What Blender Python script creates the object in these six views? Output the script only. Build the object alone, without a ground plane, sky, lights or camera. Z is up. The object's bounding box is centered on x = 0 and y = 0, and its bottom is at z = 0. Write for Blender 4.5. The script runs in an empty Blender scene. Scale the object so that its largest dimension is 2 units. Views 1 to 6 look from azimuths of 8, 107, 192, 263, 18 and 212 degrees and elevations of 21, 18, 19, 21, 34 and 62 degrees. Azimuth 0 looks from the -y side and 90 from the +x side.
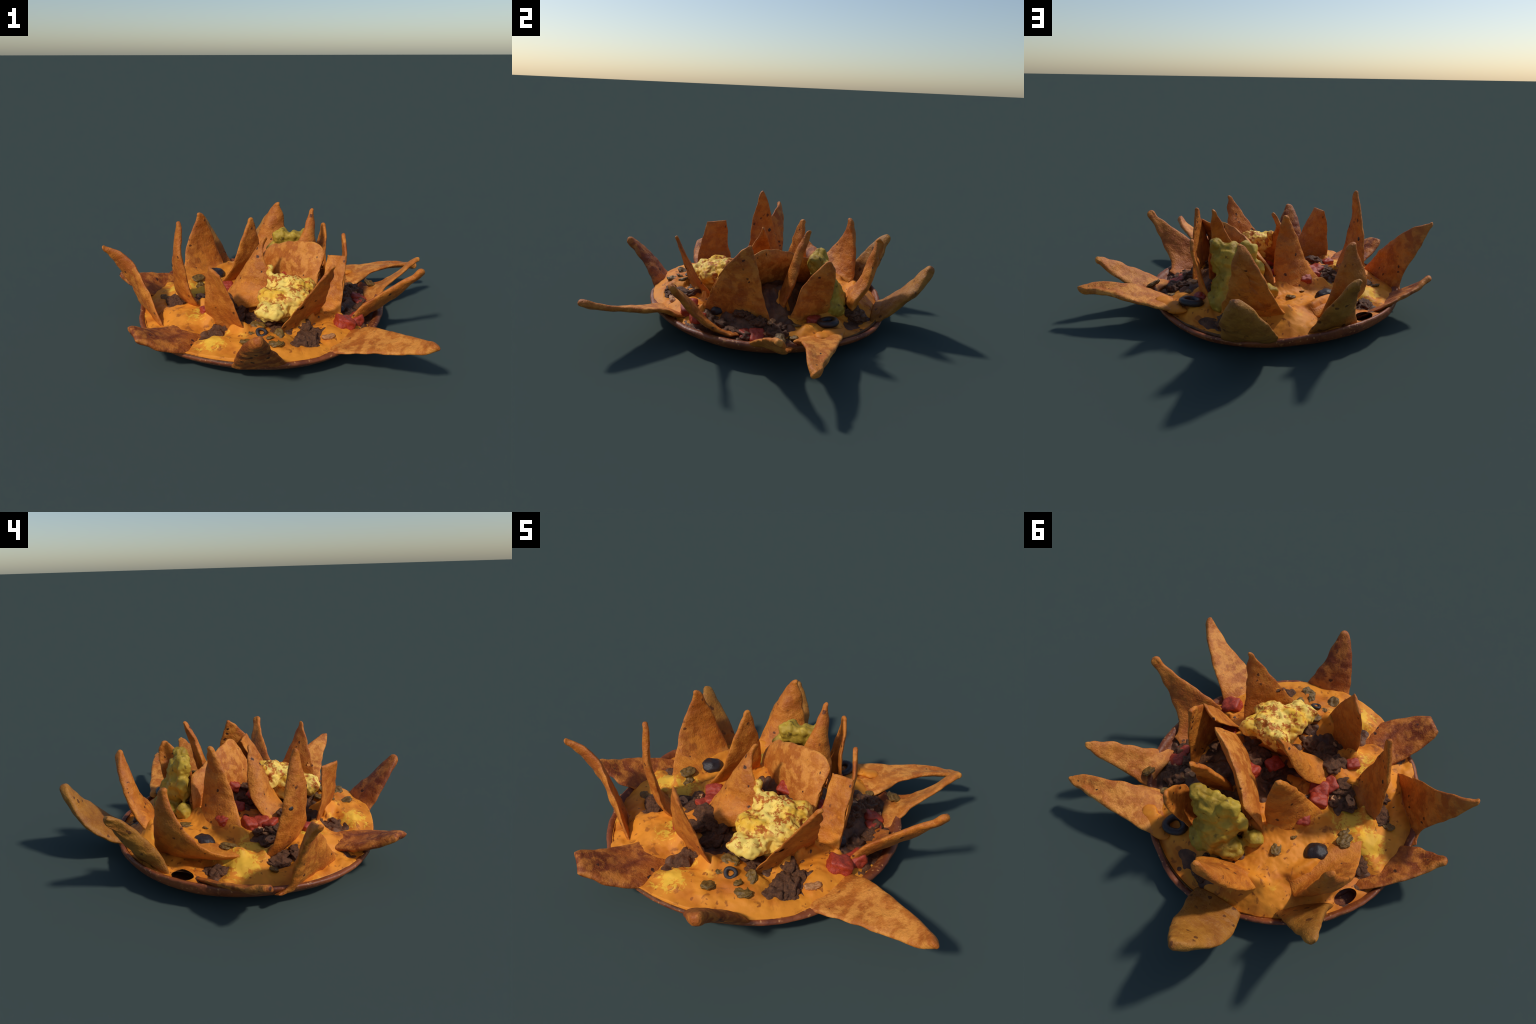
# Loaded nacho platter: a crisp tortilla shell dish filled with ground beef and cheese sauce, ringed and
# crowned with upright tortilla chips, sour cream, guacamole, tomato dice, olives, jalapeno and onion.
import bpy, bmesh, math, random
import numpy as np
from mathutils import Vector, noise

random.seed(7)
root = bpy.data.objects.new("nacho_platter", None)
bpy.context.scene.collection.objects.link(root)
root["label"] = "loaded nachos with upright tortilla chips, cheese sauce and toppings"
root["category"] = "nachos"

# ------------------------------------------------------------------ node helpers
class Mat:
    def __init__(self, name, rough=.6, spec=.3):
        self.m = bpy.data.materials.new(name); self.m.use_nodes = True
        self.nt = self.m.node_tree; self.n = self.nt.nodes
        self.b = self.n["Principled BSDF"]
        self.b.inputs["Roughness"].default_value = rough
        self.b.inputs["Specular IOR Level"].default_value = spec
        self.co = self.n.new("ShaderNodeTexCoord").outputs["Object"]
    def link(self, a, b): self.nt.links.new(a, b)
    def noise(self, scale, detail=4, rough=.55, dist=0, off=(0, 0, 0), stretch=None):
        mp = self.n.new("ShaderNodeMapping"); mp.inputs["Location"].default_value = off
        if stretch: mp.inputs["Scale"].default_value = stretch
        self.link(self.co, mp.inputs[0])
        t = self.n.new("ShaderNodeTexNoise"); self.link(mp.outputs[0], t.inputs["Vector"])
        t.inputs["Scale"].default_value = scale; t.inputs["Detail"].default_value = detail
        t.inputs["Roughness"].default_value = rough; t.inputs["Distortion"].default_value = dist
        return t.outputs["Fac"]
    def voro(self, scale, feature='F1', rnd=1.0, warp=None, off=(0, 0, 0), out="Distance"):
        t = self.n.new("ShaderNodeTexVoronoi"); t.feature = feature
        mp = self.n.new("ShaderNodeMapping"); mp.inputs["Location"].default_value = off
        self.link(self.co, mp.inputs[0]); src = mp.outputs[0]
        if warp:
            nz = self.n.new("ShaderNodeTexNoise"); nz.inputs["Scale"].default_value = warp[0]
            self.link(self.co, nz.inputs["Vector"])
            vm = self.n.new("ShaderNodeVectorMath"); vm.operation = 'MULTIPLY_ADD'
            self.link(nz.outputs["Color"], vm.inputs[0]); vm.inputs[1].default_value = (warp[1],) * 3
            self.link(src, vm.inputs[2]); src = vm.outputs[0]
        self.link(src, t.inputs["Vector"]); t.inputs["Scale"].default_value = scale
        t.inputs["Randomness"].default_value = rnd
        return t.outputs[out]
    def ramp(self, fac, a, b, ca=0., cb=1.):
        r = self.n.new("ShaderNodeMapRange"); r.interpolation_type = 'SMOOTHSTEP'
        self.link(fac, r.inputs["Value"])
        r.inputs["From Min"].default_value = a; r.inputs["From Max"].default_value = b
        r.inputs["To Min"].default_value = ca; r.inputs["To Max"].default_value = cb
        return r.outputs[0]
    def math(self, op, a, b):
        x = self.n.new("ShaderNodeMath"); x.operation = op
        for i, v in enumerate((a, b)):
            if isinstance(v, (int, float)): x.inputs[i].default_value = v
            else: self.link(v, x.inputs[i])
        return x.outputs[0]
    def axis(self, k):
        s = self.n.new("ShaderNodeSeparateXYZ"); self.link(self.co, s.inputs[0]); return s.outputs[k]
    def mix(self, fac, a, b):
        x = self.n.new("ShaderNodeMix"); x.data_type = 'RGBA'
        if isinstance(fac, (int, float)): x.inputs[0].default_value = fac
        else: self.link(fac, x.inputs[0])
        for i, v in ((6, a), (7, b)):
            if isinstance(v, tuple): x.inputs[i].default_value = (*v, 1)
            else: self.link(v, x.inputs[i])
        return x.outputs[2]
    def bump(self, h, strength=.3, dist=.01):
        b = self.n.new("ShaderNodeBump"); b.inputs["Strength"].default_value = strength
        b.inputs["Distance"].default_value = dist
        self.link(h, b.inputs["Height"]); self.link(b.outputs[0], self.b.inputs["Normal"])
    def done(self, col, rough=None):
        self.link(col, self.b.inputs["Base Color"])
        if rough is not None: self.link(rough, self.b.inputs["Roughness"])
        return self.m

SAUCE = (.78, .27, .022); SAUCE_DEEP = (.55, .15, .010); SAUCE_PALE = (.90, .45, .045)

def chip_material(name, base, toast, pale, spots=.16, sauce=None, pale_amt=.5, off=0.):
    m = Mat(name, .58, .35); o = (off, off * 1.7, -off)
    rnd = m.n.new("ShaderNodeObjectInfo").outputs["Random"]
    col = m.mix(m.ramp(m.noise(6, 5, .62, .6, o), .36, .64), base, toast)
    # soft pale fried blisters in clusters, browner mottling between them
    bl = m.ramp(m.noise(17, 3, .5, .3, o), .44, .58)
    clus = m.ramp(m.noise(5, 3, .5, 0, (o[1], o[2], o[0])), .36, .56, .15, pale_amt)
    col = m.mix(m.math('MULTIPLY', bl, clus), col, pale)
    col = m.mix(m.ramp(m.noise(23, 5, .6, .4, (o[1], 2, o[0])), .50, .66, 0, .6), col, toast)
    col = m.mix(m.ramp(m.noise(38, 4, .6, .2, (o[2], o[0], o[1])), .54, .68, 0, .15 + .35 * pale_amt), col, pale)
    if sauce is not None:
        h = m.math('ADD', m.axis(2), m.ramp(m.noise(9, 4, .6, .5, o), .3, .7, -.09, .09))
        sc = m.mix(m.ramp(m.noise(14, 3), .35, .7), SAUCE, SAUCE_DEEP)
        col = m.mix(m.ramp(h, sauce + .025, sauce - .025, 0, .85), col, sc)
    # charred specks
    sp = m.voro(17, 'F1', 1, (30, .035), (o[1], o[0], o[2]))
    gate = m.ramp(m.noise(9, 2, .5, 0, (3 + off, 0, 1)), .46, .54)
    col = m.mix(m.math('MULTIPLY', m.ramp(sp, spots + .03, spots - .03), gate), col, (.045, .014, .006))
    col = m.mix(m.ramp(m.noise(110, 2), .67, .74, 0, .6), col, (.10, .03, .008))
    col = m.mix(m.math('MULTIPLY', rnd, .35), col, toast)
    h = m.math('ADD', m.math('MULTIPLY', m.noise(26, 5, .6), 1.0), m.math('MULTIPLY', m.noise(110, 3), .3))
    m.bump(h, .6, .014)
    return m.done(col)

CH_ORANGE = chip_material("chip_orange", (.60, .180, .015), (.37, .085, .008), (.78, .29, .035), .16, None, .5, .3)
CH_SAUCED = chip_material("chip_sauced", (.60, .190, .016), (.39, .100, .009), (.76, .29, .036), .15, .25, .4, 1.3)
CH_TAN = chip_material("chip_tan", (.56, .175, .018), (.42, .110, .011), (.78, .31, .050), .11, None, .75, 2.1)
CH_BROWN = chip_material("chip_brown", (.42, .105, .011), (.20, .038, .006), (.66, .22, .028), .19, None, .7, 3.7)
CH_OLIVE = chip_material("chip_olive", (.43, .175, .018), (.27, .088, .010), (.56, .26, .035), .21, None, .4, 4.9)

def rim_material():
    m = Mat("shell_crust", .5, .4)
    col = m.mix(m.ramp(m.noise(7, 5, .6), .35, .7), (.26, .065, .016), (.13, .028, .010))
    col = m.mix(m.ramp(m.noise(30, 4, .6), .55, .72, 0, .7), col, (.42, .15, .04))
    col = m.mix(m.ramp(m.voro(38, 'F1', 1, (20, .03)), .24, .14, 0, .6), col, (.56, .25, .08))
    m.bump(m.noise(30, 4), .4, .012)
    return m.done(col)

def sauce_material():
    m = Mat("cheese_sauce", .6, .25)
    col = m.mix(m.ramp(m.noise(6, 4, .5, .6), .42, .70), SAUCE, SAUCE_DEEP)
    col = m.mix(m.ramp(m.noise(11, 4, .6, .8, (4, 1, 0)), .60, .74, 0, .75), col, SAUCE_PALE)
    col = m.mix(m.ramp(m.voro(20, 'F1', 1, (25, .06)), .20, .13, 0, .75), col, (.26, .06, .008))
    col = m.mix(m.ramp(m.noise(17, 4, .6, .5, (9, 2, 0)), .585, .68, 0, .75), col, (.32, .085, .011))
    # bright yellow patches on the sauce
    for cx, cy, cz, rad in ((-.605, .055, .15, .10), (-.23, -.62, .15, .075), (-.375, -.37, .15, .05), (-.47, -.02, .16, .09), (-.2, -.52, .13, .04), (-.5, .12, .15, .06)):
        d = m.n.new("ShaderNodeVectorMath"); d.operation = 'DISTANCE'
        m.link(m.co, d.inputs[0]); d.inputs[1].default_value = (cx, cy, cz)
        wob = m.math('ADD', d.outputs["Value"], m.ramp(m.noise(24, 5, .7, 1.), .3, .7, -.06, .06))
        col = m.mix(m.ramp(wob, rad, rad * .55, 0, .85), col, (.88, .50, .045))
    m.bump(m.noise(22, 4, .5), .25, .012)
    return m.done(col)

def beef_material():
    m = Mat("ground_beef", .55, .4)
    col = m.mix(m.ramp(m.noise(14, 5, .6, .4), .35, .68), (.075, .028, .012), (.19, .076, .028))
    col = m.mix(m.ramp(m.noise(26, 4, .6, .3, (5, 0, 0)), .60, .74, 0, .7), col, (.36, .12, .018))
    m.bump(m.noise(40, 5, .6), .6, .014)
    return m.done(col)

def cream_material():
    m = Mat("sour_cream", .6, .25)
    col = m.mix(m.ramp(m.noise(9, 4, .6, .2), .40, .66), (.90, .64, .14), (.84, .46, .038))
    z = m.axis(2)
    pap = m.ramp(m.noise(27, 6, .72, .3), .485, .575)
    top = m.ramp(m.math('ADD', z, m.ramp(m.noise(7, 3), .3, .7, -.05, .05)), .25, .31)
    col = m.mix(m.math('MULTIPLY', m.math('MULTIPLY', pap, top), .95), col, (.44, .095, .008))
    col = m.mix(m.ramp(m.noise(55, 3), .66, .74, 0, .8), col, (.30, .06, .008))
    m.bump(m.noise(30, 4), .3, .01)
    return m.done(col)

def guac_material():
    m = Mat("guacamole", .6, .3)
    col = m.mix(m.ramp(m.noise(7, 5, .6, .5), .35, .65), (.54, .35, .034), (.33, .20, .018))
    col = m.mix(m.ramp(m.noise(16, 4, .6, .3, (2, 2, 0)), .56, .72, 0, .8), col, (.68, .44, .06))
    col = m.mix(m.ramp(m.noise(24, 4, .6, .3, (7, 2, 0)), .60, .70, 0, .8), col, (.10, .055, .010))
    m.bump(m.noise(24, 5), .5, .014)
    return m.done(col)

def simple_material(name, a, b, scale=18, rough=.4, speck=None):
    m = Mat(name, rough, .5)
    col = m.mix(m.ramp(m.noise(scale, 4, .6, .4), .36, .66), a, b)
    if speck: col = m.mix(m.ramp(m.noise(scale * 2.2, 3, .6), .60, .70, 0, .8), col, speck)
    m.bump(m.noise(scale * 2, 4), .35, .008)
    return m.done(col)

M_RIM, M_SAUCE, M_BEEF = rim_material(), sauce_material(), beef_material()
M_CREAM, M_GUAC = cream_material(), guac_material()
M_TOMATO = simple_material("tomato_flesh", (.46, .050, .016), (.30, .024, .010), 14, .45, (.56, .15, .03))
M_OLIVE = simple_material("olive_skin", (.018, .012, .014), (.034, .022, .018), 16, .35)
M_JALAP = simple_material("jalapeno_flesh", (.22, .115, .016), (.10, .050, .010), 14, .45, (.52, .22, .025))
M_ONION = simple_material("onion_flesh", (.62, .30, .11), (.44, .17, .06), 20, .4)
M_CHEESE = simple_material("melted_cheese", (.88, .44, .035), (.92, .56, .07), 20, .4)

# ------------------------------------------------------------------ mesh helpers
def make(name, verts, faces, mat, parent=root, smooth=True, origin=None):
    me = bpy.data.meshes.new(name)
    o = Vector(origin) if origin is not None else Vector((0, 0, 0))
    me.from_pydata([tuple(Vector(v) - o) for v in verts], [], faces); me.update()
    bm = bmesh.new(); bm.from_mesh(me)
    bmesh.ops.recalc_face_normals(bm, faces=bm.faces); bm.to_mesh(me); bm.free()
    for p in me.polygons: p.use_smooth = smooth
    me.materials.append(mat)
    ob = bpy.data.objects.new(name, me); bpy.context.scene.collection.objects.link(ob)
    ob.location = o; ob.parent = parent
    return ob

def nz(p, s, seed=0.): return noise.noise(Vector((p[0] * s + seed, p[1] * s - seed, p[2] * s + 2 * seed)))

def bez(P, t):
    P = np.array(P, float); t = np.asarray(t)[:, None]
    return (1-t)**3*P[0] + 3*t*(1-t)**2*P[1] + 3*t*t*(1-t)*P[2] + t**3*P[3]

def unit(a): return a / np.maximum(np.linalg.norm(a, axis=-1, keepdims=True), 1e-9)

BASES = []
def chip(ea, eb, mat, tip=.045, thick=.022, bow=.02, bowdir=None, seed=0., ext=.06, inner=True, blunt=False,
         holes=(), rough_edge=.011, zmin=.03, back=0.):
    """A tortilla chip lofted between two edge curves (base -> tip), cupped by `bow`, rounded all round."""
    nv, nu = 72, 26
    tv = 1 - (1 - np.linspace(0, 1, nv)) ** 1.35 * 1.0
    L, R = bez(ea, tv), bez(eb, tv)
    # carry both edges down into the filling
    k = 8; s = np.linspace(1, 0, k, endpoint=False)[:, None]
    dL, dR = unit(np.array(ea[0]) - np.array(ea[1])), unit(np.array(eb[0]) - np.array(eb[1]))
    if inner: dL = unit(dL * .5 + np.array([0, 0, -.5])); dR = unit(dR * .5 + np.array([0, 0, -.5]))
    else:     # rim chips slide in under the topping, towards the middle of the dish
        dL, dR = (unit(d * .4 + unit(np.array([-.05, -.02, 0]) - np.array(e[0]) * [1, 1, 0]) * .7 + np.array([0, 0, -.25])) for d, e in ((dL, ea), (dR, eb)))
    L = np.vstack([np.array(ea[0]) + dL * s * ext, L]); R = np.vstack([np.array(eb[0]) + dR * s * ext, R])
    BASES.append((np.array(ea[0]), np.array(eb[0]), inner))
    C = (L + R) / 2; W = R - L; w = np.linalg.norm(W, axis=1)
    D = unit(W)
    arc = np.concatenate([[0], np.cumsum(np.linalg.norm(np.diff(C, axis=0), axis=1))]); rem = arc[-1] - arc
    if not blunt:
        j = np.searchsorted(-rem, -.16 * arc[-1] / .5 * .5); j = min(max(j, 3), len(D) - 4)
        for i in range(j, len(D)):
            D[i] = D[j]
        w = np.maximum(w, tip)
        cap = np.clip(rem / (w * .55), 0, 1); capf = np.sqrt(np.maximum(1 - (1 - cap) ** 2, .012))
    else:
        cap = np.clip(rem / (thick * 1.2), 0, 1); capf = np.ones_like(cap)
    tcap = np.clip(rem / (thick * .8), 0, 1); tcap = np.sqrt(np.maximum(1 - (1 - tcap) ** 2, .01))
    uu = (1 - np.cos(np.linspace(0, math.pi, nu))) / 2
    n = len(C); S = np.zeros((n, nu, 3))
    for i in range(n):
        a = 1 + rough_edge * 2.2 * (nz(C[i] + W[i], 13, seed) ) / max(w[i], .05)
        b = 1 + rough_edge * 2.2 * (nz(C[i] - W[i], 13, seed + 5)) / max(w[i], .05)
        for j, u in enumerate(uu):
            q = 2 * u - 1; f = (b if q < 0 else a) * capf[i]
            S[i, j] = C[i] + D[i] * q * w[i] / 2 * f
    def normals(S):
        du = np.gradient(S, axis=1); dv = np.gradient(S, axis=0); return unit(np.cross(du, dv))
    N0 = unit(np.cross(D, np.gradient(C, axis=0)))
    cen = np.array([-.03, -.02, .5])
    ref = np.array(bowdir, float) if bowdir is not None else None
    for i in range(1, n):
        if N0[i] @ N0[i-1] < 0: N0[i] = -N0[i]
    mid = C[k:].mean(0)
    r = ref if ref is not None else np.array([mid[0] - cen[0], mid[1] - cen[1], -.15])
    if (N0[k:-6] @ r).mean() < 0: N0 = -N0
    N0 = unit(np.array([N0[max(0, i-4):i+5].mean(0) for i in range(n)]))
    prof = np.sin(np.pi * np.clip(np.linspace(.12, 1.0, n), 0, 1)) * .6 + .4 * (1 - np.linspace(0, 1, n) ** 3)
    for i in range(n):
        S[i] += N0[i] * (bow * prof[i] * (1 - (2 * uu - 1) ** 2))[:, None] * min(1, w[i] / .18)
    for i in range(n):
        for j in range(nu):
            p = S[i, j]
            S[i, j] = p + N0[i] * (nz(p, 7, seed) * .012 + nz(p, 22, seed) * .0045)
    N = normals(S); N = np.where((N * N0[:, None]).sum(2, keepdims=True) < 0, -N, N)
    ed = np.sqrt(np.maximum(1 - np.abs(2 * uu - 1) ** 5, 0))
    verts, faces = [], []
    top = {}; bot = {}
    for i in range(n):
        for j in range(nu):
            tip_fat = 1 + .35 * math.exp(-rem[i] / .08)
            h = thick / 2 * ed[j] * tcap[i] * tip_fat * (1 + .25 * nz(S[i, j], 9, seed + 3))
            g = back * (1 if inner else min(1, i / 26)) * (1 - min(1, max(0, i - 8) / (n - 9)) ** 1.6) * (1 - (2 * uu[j] - 1) ** 2) ** .8
            t_ = S[i, j] + N[i, j] * (h + max(g, 0)); b_ = S[i, j] - N[i, j] * (h - min(g, 0))
            t_[2] = max(t_[2], zmin); b_[2] = max(b_[2], zmin - .004)
            top[i, j] = len(verts); verts.append(t_)
            if j in (0, nu - 1): bot[i, j] = top[i, j]
            else: bot[i, j] = len(verts); verts.append(b_)
    def inhole(i, j):
        c = S[i, j]
        return any(np.linalg.norm(c - np.array(hc)) < hr for hc, hr in holes)
    for i in range(n - 1):
        for j in range(nu - 1):
            if holes and inhole(i, j): continue
            faces.append((top[i, j], top[i, j+1], top[i+1, j+1], top[i+1, j]))
            faces.append((bot[i, j], bot[i+1, j], bot[i+1, j+1], bot[i, j+1]))
    for j in range(nu - 1):   # close both ends
        for i in (0, n - 1):
            f = [top[i, j], top[i, j+1], bot[i, j+1], bot[i, j]]
            f = list(dict.fromkeys(f))
            if len(f) > 2: faces.append(tuple(f))
    return make("tortilla_chip", verts, faces, mat)

# ------------------------------------------------------------------ the chips (edge curves: base -> tip)
# outer ring, lying on the rim
chip([(.577,-.355,.144),(.644,-.427,.23),(.779,-.544,.2),(.938,-.727,.297)], [(.415,-.598,.107),(.692,-.652,.166),(.867,-.763,.238),(.904,-.77,.291)],
     CH_TAN, tip=.075, thick=.03, bow=0.008, seed=1, inner=False)
chip([(.201,-.71,.092),(.11,-.852,.246),(.126,-.933,.375),(.083,-.984,.394)], [(-.093,-.765,.091),(-.052,-.857,.222),(.01,-.968,.345),(.071,-1.0,.400)],
     CH_BROWN, tip=.055, thick=.032, bow=-0.02, seed=2, back=0.03, inner=False)
chip([(-.474,-.392,.1),(-.583,-.545,.136),(-.65,-.63,.185),(-.665,-.705,.245)], [(-.246,-.507,.076),(-.265,-.694,.067),(-.424,-.773,.138),(-.59,-.795,.222)],
     CH_BROWN, blunt=True, thick=.036, bow=-0.018, seed=3, back=0.02, inner=False)
chip([(-.567,-.432,.107),(-.739,-.294,.409),(-.847,-.17,.507),(-.982,-.266,.511)], [(-.826,-.09,.095),(-.757,-.21,.10),(-.91,-.125,.325),(-.975,-.242,.515)],
     CH_ORANGE, tip=.035, thick=.022, bow=-0.004, seed=4, ext=.03, back=0.03, inner=False)
chip([(-.607,.093,.057),(-.705,-.078,.068),(-.856,-.075,.133),(-.987,-.037,.252)], [(-.581,.308,.091),(-.75,.276,.155),(-.862,.128,.187),(-.982,-.01,.245)],
     CH_BROWN, tip=.05, thick=.026, bow=0.016, seed=5, inner=False)
chip([(-.344,.594,.102),(-.511,.664,.341),(-.603,.722,.49),(-.605,.679,.433)], [(-.598,.405,.079),(-.55,.467,.273),(-.581,.534,.349),(-.617,.671,.445)],
     CH_OLIVE, tip=.05, thick=.03, bow=-0.01, seed=6, back=0.04, inner=False)
chip([(.076,.734,.096),(.033,.834,.232),(.017,.97,.30),(-.071,.99,.43)], [(-.223,.738,.126),(-.269,.852,.181),(-.185,.97,.38),(-.085,.989,.429)],
     CH_OLIVE, tip=.06, thick=.036, bow=-0.015, seed=7, back=0.045, inner=False)
chip([(.54,.318,.103),(.835,.489,.283),(.99,.479,.218),(.99,.545,.185)], [(.413,.568,.136),(.611,.584,.15),(.793,.573,.236),(.98,.565,.185)],
     CH_TAN, tip=.08, thick=.034, bow=0.018, seed=8, inner=False)
chip([(.678,.083,.105),(.813,.23,.21),(.938,.279,.321),(.989,.355,.31)], [(.684,.355,.123),(.817,.323,.13),(.861,.402,.239),(.982,.366,.307)],
     CH_TAN, tip=.05, thick=.026, bow=0, seed=9, inner=False)
chip([(.492,-.277,.07),(.501,-.301,.217),(.703,-.22,.335),(.907,-.235,.472)], [(.674,.012,.137),(.674,-.118,.134),(.787,-.139,.254),(.915,-.215,.465)],
     CH_ORANGE, tip=.055, thick=.026, bow=0, seed=10, back=0.015, inner=False)
# inner crown, standing in the filling
chip([(.35,-.246,.194),(.395,-.375,.342),(.407,-.412,.48),(.409,-.457,.557)], [(.14,-.519,.18),(.222,-.5,.314),(.315,-.469,.439),(.405,-.465,.56)],
     CH_ORANGE, tip=.035, thick=.014, bow=-0.006, seed=11, holes=[((.245, -.468, .31), .014)])
chip([(-.313,-.383,.16),(-.332,-.421,.262),(-.309,-.415,.372),(-.278,-.428,.503)], [(-.063,-.52,.176),(-.061,-.565,.263),(-.151,-.553,.375),(-.19,-.53,.498)],
     CH_ORANGE, blunt=True, thick=.018, bow=-0.005, seed=12)
chip([(-.568,-.066,.159),(-.60,-.169,.299),(-.546,-.15,.5),(-.505,-.224,.697)], [(-.374,-.217,.164),(-.394,-.334,.145),(-.472,-.316,.344),(-.490,-.256,.69)],
     CH_ORANGE, tip=.04, thick=.02, bow=0, seed=13, back=0.03)
chip([(-.28,-.222,.175),(-.235,-.018,.184),(-.141,-.026,.344),(-.007,-.05,.561)], [(.167,-.159,.253),(.02,-.154,.369),(-.053,-.127,.457),(-.005,-.06,.556)],
     CH_SAUCED, tip=.03, thick=.018, bow=0.045, bowdir=(-1,-1,0), seed=14, back=-0.035)
chip([(.456,-.251,.176),(.478,-.163,.348),(.494,-.14,.464),(.455,.02,.583)], [(.451,.145,.182),(.46,.086,.317),(.467,.097,.459),(.447,.025,.578)],
     CH_ORANGE, tip=.03, thick=.018, bow=0, seed=15)
chip([(.207,.17,.166),(.077,.184,.277),(.159,.176,.388),(.249,.29,.653)], [(.329,.193,.2),(.299,.257,.338),(.285,.283,.496),(.252,.307,.648)],
     CH_ORANGE, tip=.035, thick=.02, bow=0, seed=16, back=-0.04)
chip([(.371,.254,.181),(.351,.277,.323),(.35,.366,.463),(.333,.44,.506)], [(.202,.436,.123),(.283,.457,.282),(.313,.505,.419),(.323,.455,.515)],
     CH_ORANGE, tip=.05, thick=.02, bow=0.01, seed=17)
chip([(-.246,.513,.163),(-.194,.597,.173),(-.169,.686,.391),(-.026,.685,.585)], [(.117,.584,.21),(.007,.694,.355),(.051,.66,.495),(-.006,.673,.573)],
     CH_SAUCED, tip=.06, thick=.03, bow=-0.04, seed=18, back=0.055)
chip([(-.549,.034,.16),(-.649,.213,.187),(-.643,.362,.354),(-.542,.408,.558)], [(-.331,.421,.178),(-.413,.508,.069),(-.418,.526,.235),(-.528,.42,.553)],
     CH_SAUCED, tip=.055, thick=.026, bow=-0.008, seed=19, back=0.035)
chip([(-.105,.26,.19),(-.075,.205,.33),(-.082,.205,.45),(-.133,.173,.612)], [(-.353,.024,.16),(-.226,.036,.262),(-.206,.06,.434),(-.14,.159,.612)],
     CH_SAUCED, tip=.045, thick=.02, bow=0.002, seed=20, back=0.03)
chip([(.463,-.247,.176),(.474,-.19,.30),(.480,-.145,.40),(.474,-.10,.482)], [(.33,-.20,.19),(.345,-.16,.28),(.36,-.10,.37),(.365,-.045,.462)],
     CH_SAUCED, blunt=True, thick=.016, bow=.015, bowdir=(.3, 1, -.3), seed=22)
# the broad arched chip leaning back behind the sour cream (bottom edge, top edge)
chip([(-.096,.277,.2),(.03,.11,.2),(.16,-.04,.2),(.30,-.16,.2)], [(.003,.276,.395),(.222,-.011,.55),(.435,.043,.534),(.325,-.05,.38)],
     CH_TAN, blunt=True, thick=.02, bow=.025, bowdir=(-.4, -1, .2), seed=21, back=-.06, ext=.01)

# ------------------------------------------------------------------ shell dish
CX, CY = -.042, -.02
def rim_r(th): return .764 + .010 * math.sin(2 * th + .6) + .008 * math.sin(5 * th + 1)
def rim_h(th): return .112 + .016 * math.sin(th * 2 + 2.4) + .012 * math.sin(3 * th + .4)
def in_gap(x, y, grow=1.):
    c, s_ = math.cos(2.55), math.sin(2.55); dx, dy = x + .622, y - .352
    t, r = -dx * s_ + dy * c, dx * c + dy * s_          # along the rim, across it
    return (t / (.062 * grow)) ** 2 + (r / (.036 * grow)) ** 2 < 1
def snap_gap(x, y):
    c, s_ = math.cos(2.55), math.sin(2.55); dx, dy = x + .622, y - .352
    t, r = -dx * s_ + dy * c, dx * c + dy * s_
    v = (t / .062) ** 2 + (r / .036) ** 2
    if .45 < v < 1.7: f = 1 / math.sqrt(v); return -.622 + dx * f, .352 + dy * f
    return x, y
def shell():
    prof = [(0, .002), (.30, .0), (.55, .0), (.68, .003), (.75, .009), (.80, .016), (.85, .026), (.89, .036), (.93, .048), (.972, .070), (.993, .090), (1.0, .104),
            (.996, .113), (.982, .117), (.966, .114), (.952, .104), (.93, .085), (.90, .075), (.87, .066), (.84, .058), (.8, .05), (.76, .047), (.7, .045), (.6, .04), (.3, .035), (0, .035)]
    nt = 240; verts = []; faces = []
    for r, z in prof:
        for k in range(nt):
            th = 2 * math.pi * k / nt
            rr = r * rim_r(th); zz = z * (rim_h(th) / .112 if z > .035 else 1)
            x, y = CX + rr * math.cos(th) - .03 * (1 - r) ** .5, CY + rr * math.sin(th) + .04 * (1 - r) ** .5
            j = (.010 * noise.noise(Vector((x * 7, y * 7, zz * 14))) + .004 * noise.noise(Vector((x * 23, y * 23, zz * 30)))) if r > .6 else 0
            verts.append((x + j * math.cos(th), y + j * math.sin(th), max(zz + j * .8, 0.)))
    for a in range(len(prof) - 1):
        for k in range(nt):
            k2 = (k + 1) % nt
            faces.append((a * nt + k, a * nt + k2, (a + 1) * nt + k2, (a + 1) * nt + k))
    faces = [f for f in faces if not in_gap(*np.mean([verts[i] for i in f], axis=0)[:2])]
    ob = make("tortilla_shell_dish", verts, faces, M_RIM)
    bm = bmesh.new(); bm.from_mesh(ob.data)
    edges = [e for e in bm.edges if e.is_boundary]
    if edges: bmesh.ops.bridge_loops(bm, edges=edges)
    bmesh.ops.recalc_face_normals(bm, faces=bm.faces)
    bm.to_mesh(ob.data); bm.free()
    for p in ob.data.polygons: p.use_smooth = True
    return ob
shell()

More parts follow.
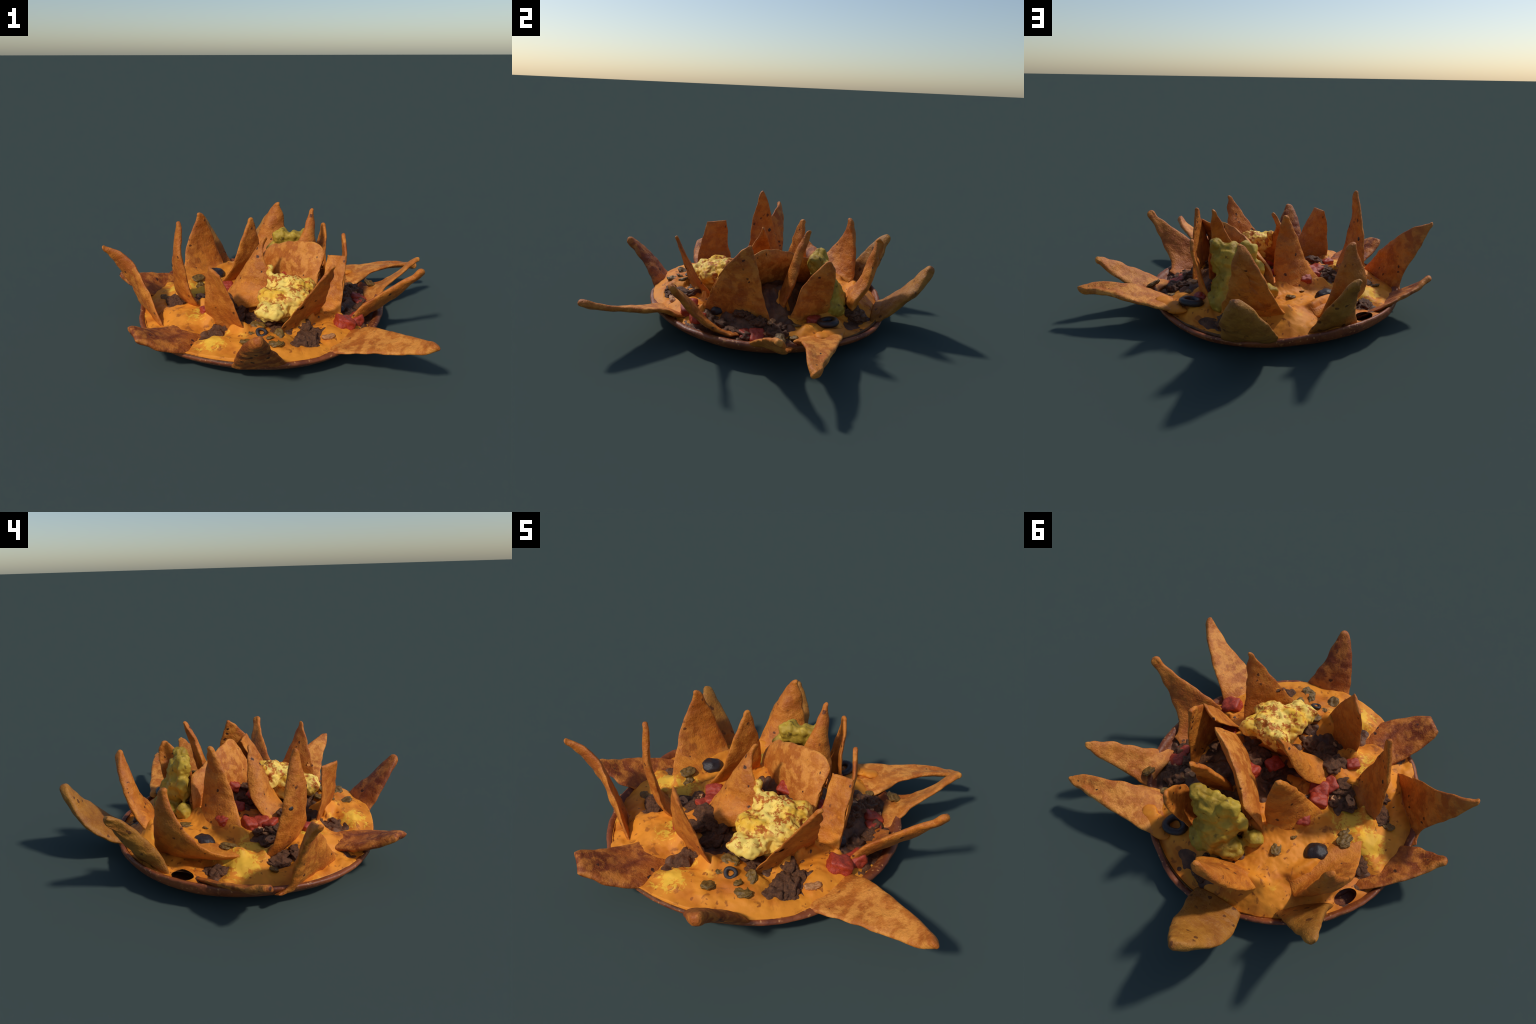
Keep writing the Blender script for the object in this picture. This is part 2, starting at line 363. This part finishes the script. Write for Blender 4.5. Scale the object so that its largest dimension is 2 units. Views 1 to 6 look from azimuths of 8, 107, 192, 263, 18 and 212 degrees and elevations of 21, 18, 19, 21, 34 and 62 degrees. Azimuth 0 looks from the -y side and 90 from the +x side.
# ------------------------------------------------------------------ filling
HEIGHTS = [(-.21,.455,.162), (-.205,.318,.162), (-.62,.17,.115), (-.70,.06,.085), (-.586,-.116,.136), (-.645,-.115,.105), (-.61,.048,.145), (.14,-.58,.160), (.018,-.51,.175), (.41,-.53,.138),
           (.527,-.37,.15), (-.215,-.634,.150), (-.373,-.364,.150), (-.508,-.295,.148), (.05,-.594,.165), (.036,-.665,.145), (-.03,-.666,.15), (-.32,-.70,.135), (-.22,-.496,.128),
           (.343,-.444,.158), (-.245,-.075,.18), (-.27,-.19,.18), (.62,.11,.095), (.65,.27,.10), (.337,.474,.120), (-.62,-.42,.09), (-.36,-.56,.122), (.42,.56,.10), (.287,-.573,.150), (-.393,.235,.14), (.45,-.25,.16), (.45,.145,.15),
           (.12,.10,.29), (.24,.09,.29), (.31,-.02,.26), (.05,.2,.25), (.0,.02,.19), (.40,.03,.20), (.1,-.35,.17), (-.45,.1,.132), (-.05,-.2,.15), (.25,.3,.14), (.05,.45,.15), (-.1,.65,.12), (-.4,.5,.12), (.2,.62,.095), (.57,-.1,.11)]
HX = np.array([h[:2] for h in HEIGHTS]); HZ = np.array([h[2] for h in HEIGHTS])
def fill(x, y):
    """Height of the heap: known levels blended by distance, sinking to the rim."""
    d2 = (HX[:, 0] - x) ** 2 + (HX[:, 1] - y) ** 2
    w = 1 / (d2 + .0025) ** 1.8
    z = float((w * HZ).sum() / w.sum())
    th = math.atan2(y - CY, x - CX); r = math.hypot(x - CX, y - CY) / rim_r(th)
    front = math.exp(-((th + 1.75) / .75) ** 2)          # sauce runs over the rim at the front
    rimz = rim_h(th) * .87 + .034 * front
    t = min(max((r - .80) / .17, 0), 1); t = t * t * (3 - 2 * t)
    return z * (1 - t) + rimz * t
# where sauce pools over the meat: (x, y, radius, strength) ; negative lets the meat show
POOLS = [(-.08,-.66,.22,1), (-.34,-.34,.17,.9), (.18,-.66,.16,.7), (.42,-.42,.13,.9), (-.62,.04,.17,1), (-.25,.3,.2,1), (-.38,.5,.16,1),
         (-.15,.62,.16,.9), (.45,.50,.13,1), (.2,.42,.12,.6), (-.42,.05,.14,.7), (-.5,-.3,.14,.8), (-.72,-.12,.12,.8), (-.25,-.2,.1,.5), (.36,-.60,.1,.7), (.3,.52,.12,.5),
         (.29,-.52,.10,-1.6), (-.23,-.50,.085,-1.5), (.55,0,.22,-1.5), (-.53,-.19,.06,-1.2), (.12,-.44,.07,-1.2), (-.62,.19,.075,-1.4), (-.58,-.12,.06,-1.4), (-.17,-.31,.13,-1.3),
         (.07,.6,.09,-1.2), (.18,.58,.07,-1.1), (-.37,-.14,.10,-1.2), (.1,-.05,.16,-1.4), (.62,.2,.12,-1.2), (.22,.14,.14,-2.), (.08,.2,.1,-1.5), (.33,.3,.07,-1.)]  # near (.15, .15): sauce kept low so that the central hollow looks dark
def pool(x, y):
    s = 0
    for px, py, pr, k in POOLS: s += k * math.exp(-((x - px) ** 2 + (y - py) ** 2) / (pr * pr))
    return s
def fillet(x, y):
    h = 0
    for a, b, inner in BASES:
        if not inner: continue
        ab = (b - a)[:2]; t = ((x - a[0]) * ab[0] + (y - a[1]) * ab[1]) / max(ab @ ab, 1e-6); t = min(max(t, .05), .95)
        d = math.hypot(x - a[0] - t * ab[0], y - a[1] - t * ab[1])
        h = max(h, .04 * math.exp(-(d / .035) ** 2))
    return h
def polar_field(name, zfun, mat, rmax=.962, nr=120, nt=420):
    verts = [(CX, CY, zfun(CX, CY))]; faces = []
    for i in range(1, nr + 2):
        for k in range(nt):
            th = 2 * math.pi * k / nt
            fr = math.exp(-((th - 4.53) / .75) ** 2)
            rr = (rmax + .03 * fr) * rim_r(th) * min(i, nr) / nr
            x, y = snap_gap(CX + rr * math.cos(th), CY + rr * math.sin(th))
            z = zfun(x, y)
            if i == nr + 1: x, y, z = CX + (x - CX) * .985, CY + (y - CY) * .985, .097   # tuck the skirt inside the shell
            verts.append((x, y, max(z, .070 if mat is M_BEEF else .078)))
    for k in range(nt): faces.append((0, 1 + k, 1 + (k + 1) % nt))
    for i in range(nr):
        for k in range(nt):
            k2 = (k + 1) % nt
            f4 = (1 + i * nt + k, 1 + i * nt + k2, 1 + (i + 1) * nt + k2, 1 + (i + 1) * nt + k)
            if in_gap(*np.mean([verts[q][:2] for q in f4], axis=0)): continue
            faces.append((1 + i * nt + k, 1 + i * nt + k2, 1 + (i + 1) * nt + k2, 1 + (i + 1) * nt + k))
    return make(name, verts, faces, mat)
def edge_fall(x, y):
    th = math.atan2(y - CY, x - CX)
    return min(1, max(0, (1 - math.hypot(x - CX, y - CY) / rim_r(th)) / .10))
def beef_z(x, y):
    e = edge_fall(x, y)
    d, _ = noise.voronoi(Vector((x * 17 + .6 * noise.noise(Vector((x * 9, y * 9, 3))), y * 17, 1.3)))
    lump = max(0, .55 - d[0]) * .040
    return fill(x, y) + (lump + .012 * noise.noise(Vector((x * 12, y * 12, 5)))) * e - .014
def sauce_z(x, y):
    e = edge_fall(x, y)
    s = pool(x, y) + .6 * noise.noise(Vector((x * 7, y * 7, 9))) + .40 * noise.noise(Vector((x * 17, y * 17, 2)))
    off = .020 * math.tanh((s - .15) * 1.8)
    rip = .009 * noise.noise(Vector((x * 9, y * 9, 15))) + .005 * noise.noise(Vector((x * 24, y * 24, 5))) + .003 * noise.noise(Vector((x * 50, y * 50, 5)))
    th = math.atan2(y - CY, x - CX); front = math.exp(-((th + 1.75) / .8) ** 2)
    return fill(x, y) + off * (.4 + .6 * e) + rip * (.3 + .7 * e) + fillet(x, y) * (1 if s > 0 else .3) - .012 * (1 - e) * (1 - front)
polar_field("ground_beef", beef_z, M_BEEF, .97)
polar_field("cheese_sauce", sauce_z, M_SAUCE)
def ground_z(x, y): return max(beef_z(x, y), sauce_z(x, y))

# ------------------------------------------------------------------ blobs and toppings
def blob(name, parts, mat, rough=((6, .03), (16, .012), (40, .004)), vox=.011, seed=0.):
    """A soft mass: overlapping ellipsoids fused by voxel remesh, then lumped by noise."""
    bm = bmesh.new()
    for (c, r) in parts:
        m = bmesh.ops.create_icosphere(bm, subdivisions=3, radius=1)
        for v in m["verts"]: v.co = Vector((v.co.x * r[0] + c[0], v.co.y * r[1] + c[1], v.co.z * r[2] + c[2]))
    me = bpy.data.meshes.new(name); bm.to_mesh(me); bm.free()
    ob = bpy.data.objects.new(name, me); bpy.context.scene.collection.objects.link(ob)
    md = ob.modifiers.new("remesh", 'REMESH'); md.mode = 'VOXEL'; md.voxel_size = vox
    sm = ob.modifiers.new("smooth", 'SMOOTH'); sm.iterations = 6; sm.factor = .5
    dg = bpy.context.evaluated_depsgraph_get(); me2 = bpy.data.meshes.new_from_object(ob.evaluated_get(dg))
    ob.modifiers.clear(); ob.data = me2; me2.name = name
    nrm = [v.normal.copy() for v in me2.vertices]
    for v, n in zip(me2.vertices, nrm):
        d = sum(a * nz(v.co, s, seed + s) for s, a in rough)
        v.co = v.co + n * d
    for p in me2.polygons: p.use_smooth = True
    me2.materials.clear(); me2.materials.append(mat); ob.parent = root
    return ob

blob("sour_cream", [((.085,-.42,.25),(.095,.075,.06)), ((.19,-.31,.28),(.115,.10,.07)), ((.09,-.32,.285),(.105,.10,.065)), ((.17,-.22,.315),(.12,.08,.06)),
                    ((.05,-.45,.245),(.06,.045,.045)), ((.025,-.15,.36),(.018,.022,.05)), ((.04,-.18,.33),(.03,.035,.05)), ((.14,-.30,.22),(.12,.13,.07)), ((.25,-.20,.30),(.06,.06,.055)), ((.10,-.19,.30),(.09,.06,.07))], M_CREAM,
     rough=((8, .016), (21, .016), (46, .010)), vox=.006, seed=3)
blob("cheese_drip", [((.455,.505,.135),(.085,.055,.018)), ((.40,.53,.125),(.07,.045,.02)), ((.51,.47,.145),(.045,.04,.014))], M_SAUCE, rough=((9, .010), (24, .005)), vox=.008, seed=5)
blob("guacamole", [((.215,.345,.455),(.045,.045,.06)), ((.14,.335,.43),(.075,.045,.06)), ((.055,.33,.425),(.065,.05,.075)), ((.16,.375,.36),(.085,.055,.09)), ((.07,.36,.29),(.09,.06,.10)), ((.12,.41,.24),(.11,.065,.10)),
                   ((.01,.335,.31),(.065,.05,.09)), ((-.07,.34,.20),(.06,.05,.05)), ((.14,.45,.17),(.10,.06,.06)), ((.03,.43,.17),(.10,.07,.06))], M_GUAC,
     rough=((7, .018), (19, .020), (42, .009)), vox=.008, seed=8)

def bit_mesh(kind, k):
    """One topping piece of unit size; k varies it."""
    rng = random.Random(hash((len(kind), k)) % 1000 + k)
    bm = bmesh.new()
    if kind == "olive_ring":
        bm.free(); verts = []; faces = []; A, B = 36, 14
        for a in range(A):
            for b in range(B):
                ta, tb = 2*math.pi*a/A, 2*math.pi*b/B
                R = .36 + .16 * math.cos(tb) + .02 * math.sin(3 * ta)
                verts.append((R*math.cos(ta), R*math.sin(ta)*.92, .14*math.sin(tb)))
                faces.append((a*B+b, ((a+1) % A)*B+b, ((a+1) % A)*B+(b+1) % B, a*B+(b+1) % B))
        me = bpy.data.meshes.new(kind); me.from_pydata(verts, [], faces); return me
    bmesh.ops.create_icosphere(bm, subdivisions=4, radius=.5)
    sx, sy, sz, pw = {"tomato_piece": (1, .8, .7, 5), "onion_piece": (1, .45, .3, 4), "jalapeno_piece": (1, .7, .26, 2.6), "olive_piece": (1, .85, .75, 2.2),
                      "cheese_lump": (1, .7, .30, 2.2), "beef_crumble": (1, .75, .45, 2.4)}[kind]
    for v in bm.verts:
        d = v.co.normalized()
        s = (abs(d.x) ** pw + abs(d.y) ** pw + abs(d.z) ** pw) ** (-1 / pw) * .5   # rounded box
        p = d * s; p = Vector((p.x * sx, p.y * sy, p.z * sz))
        lump = {"beef_crumble": .17, "tomato_piece": .08, "olive_piece": .04, "jalapeno_piece": .09, "onion_piece": .07}.get(kind, .07)
        p += d * (lump * noise.noise(d * 2.1 + Vector((k * 3.1, 0, 0))) + .022 * noise.noise(d * 6 + Vector((k, 2, 0))))
        if kind in ("onion_piece", "jalapeno_piece"): p.z += .22 * p.x * p.x
        v.co = p
    me = bpy.data.meshes.new(kind); bm.to_mesh(me); bm.free()
    return me
MESH = {}
def bit(kind, mat, x, y, size, z=None, rot=None, lift=.05, k=None):
    k = random.randrange(3) if k is None else k
    rr = math.hypot(x - CX, y - CY)
    if z is None and rr > .685 - size * .5: x, y = CX + (x - CX) * (.685 - size * .5) / rr, CY + (y - CY) * (.685 - size * .5) / rr
    if (kind, k) not in MESH:
        me = bit_mesh(kind, k)
        for p in me.polygons: p.use_smooth = True
        me.materials.append(mat); MESH[kind, k] = me
    ob = bpy.data.objects.new(kind, MESH[kind, k]); bpy.context.scene.collection.objects.link(ob)
    ob.parent = root; ob.scale = (size,) * 3
    ob.location = (x, y, (ground_z(x, y) + lift * size * .5) if z is None else z)
    ob.rotation_euler = rot or (random.uniform(-.4, .4), random.uniform(-.4, .4), random.uniform(0, 6.28))
    return ob

for x, y, s in [(-.269,-.019,.10), (-.277,-.146,.10), (-.252,.124,.075), (.60,.125,.105), (.391,-.151,.085), (.486,-.333,.115), (.572,-.26,.10),
                (-.328,-.322,.076), (-.24,-.09,.11), (.315,.375,.085), (.585,.05,.08), (.049,-.086,.1), (.12,.03,.09), (-.06,.02,.09), (.33,-.05,.08)]:
    bit("tomato_piece", M_TOMATO, x, y, s)
bit("olive_ring", M_OLIVE, .342, .469, .135, rot=(.15, -.15, .3), lift=.2)
bit("olive_piece", M_OLIVE, -.393, .235, .13, z=.158, rot=(.3, .2, .4), k=0)
bit("olive_piece", M_OLIVE, -.548, -.195, .05, z=.40, rot=(.2, 1.3, .5)); bit("olive_piece", M_OLIVE, -.545, -.20, .035, z=.437, rot=(.2, 1.3, .2))
bit("olive_ring", M_OLIVE, .036, -.56, .065, rot=(.5, .2, 0)); bit("olive_piece", M_OLIVE, .45, -.17, .08)
for x, y, s in [(.008,-.485,.085), (.13,-.553,.08), (-.034,-.637,.09), (.125,-.636,.085), (-.016,-.562,.04), (.475,.21,.07), (-.468,.063,.075),
                (-.489,.107,.09), (-.205,.325,.08), (-.633,-.107,.065), (-.251,.219,.035), (.084,-.597,.06), (-.656,-.101,.07), (.55,.33,.07), (.42,.3,.06), (.30,-.56,.05), (-.5,.13,.06)]:
    bit("jalapeno_piece", M_JALAP, x, y, s, lift=-.05)
bit("jalapeno_piece", M_JALAP, .66, .275, .085, z=.15, rot=(.2, .5, .3))
for x, y, s in [(-.337,-.095,.085), (.406,-.497,.08), (-.171,-.411,.04), (-.319,-.17,.075), (-.402,-.13,.10), (.452,.161,.07), (.546,.153,.065), (.578,.068,.06), (.60,.16,.06)]:
    bit("onion_piece", M_ONION, x, y, s)
rb = random.Random(5)
for cx, cy, sp, cnt in [(.29,-.52,.07,9), (-.23,-.5,.05,6), (.53,-.02,.11,14), (.12,-.44,.04,5), (-.62,.19,.04,4), (-.17,-.31,.08,8), (.1,.6,.06,6), (-.37,-.13,.06,6), (.1,-.03,.1,8), (-.58,-.12,.03,3), (-.53,-.19,.04,3), (.6,.2,.06,5)]:
    for _ in range(cnt):
        bit("beef_crumble", M_BEEF, cx + rb.gauss(0, sp * .6), cy + rb.gauss(0, sp * .6), rb.uniform(.075, .135), lift=-.12, k=rb.randrange(4))
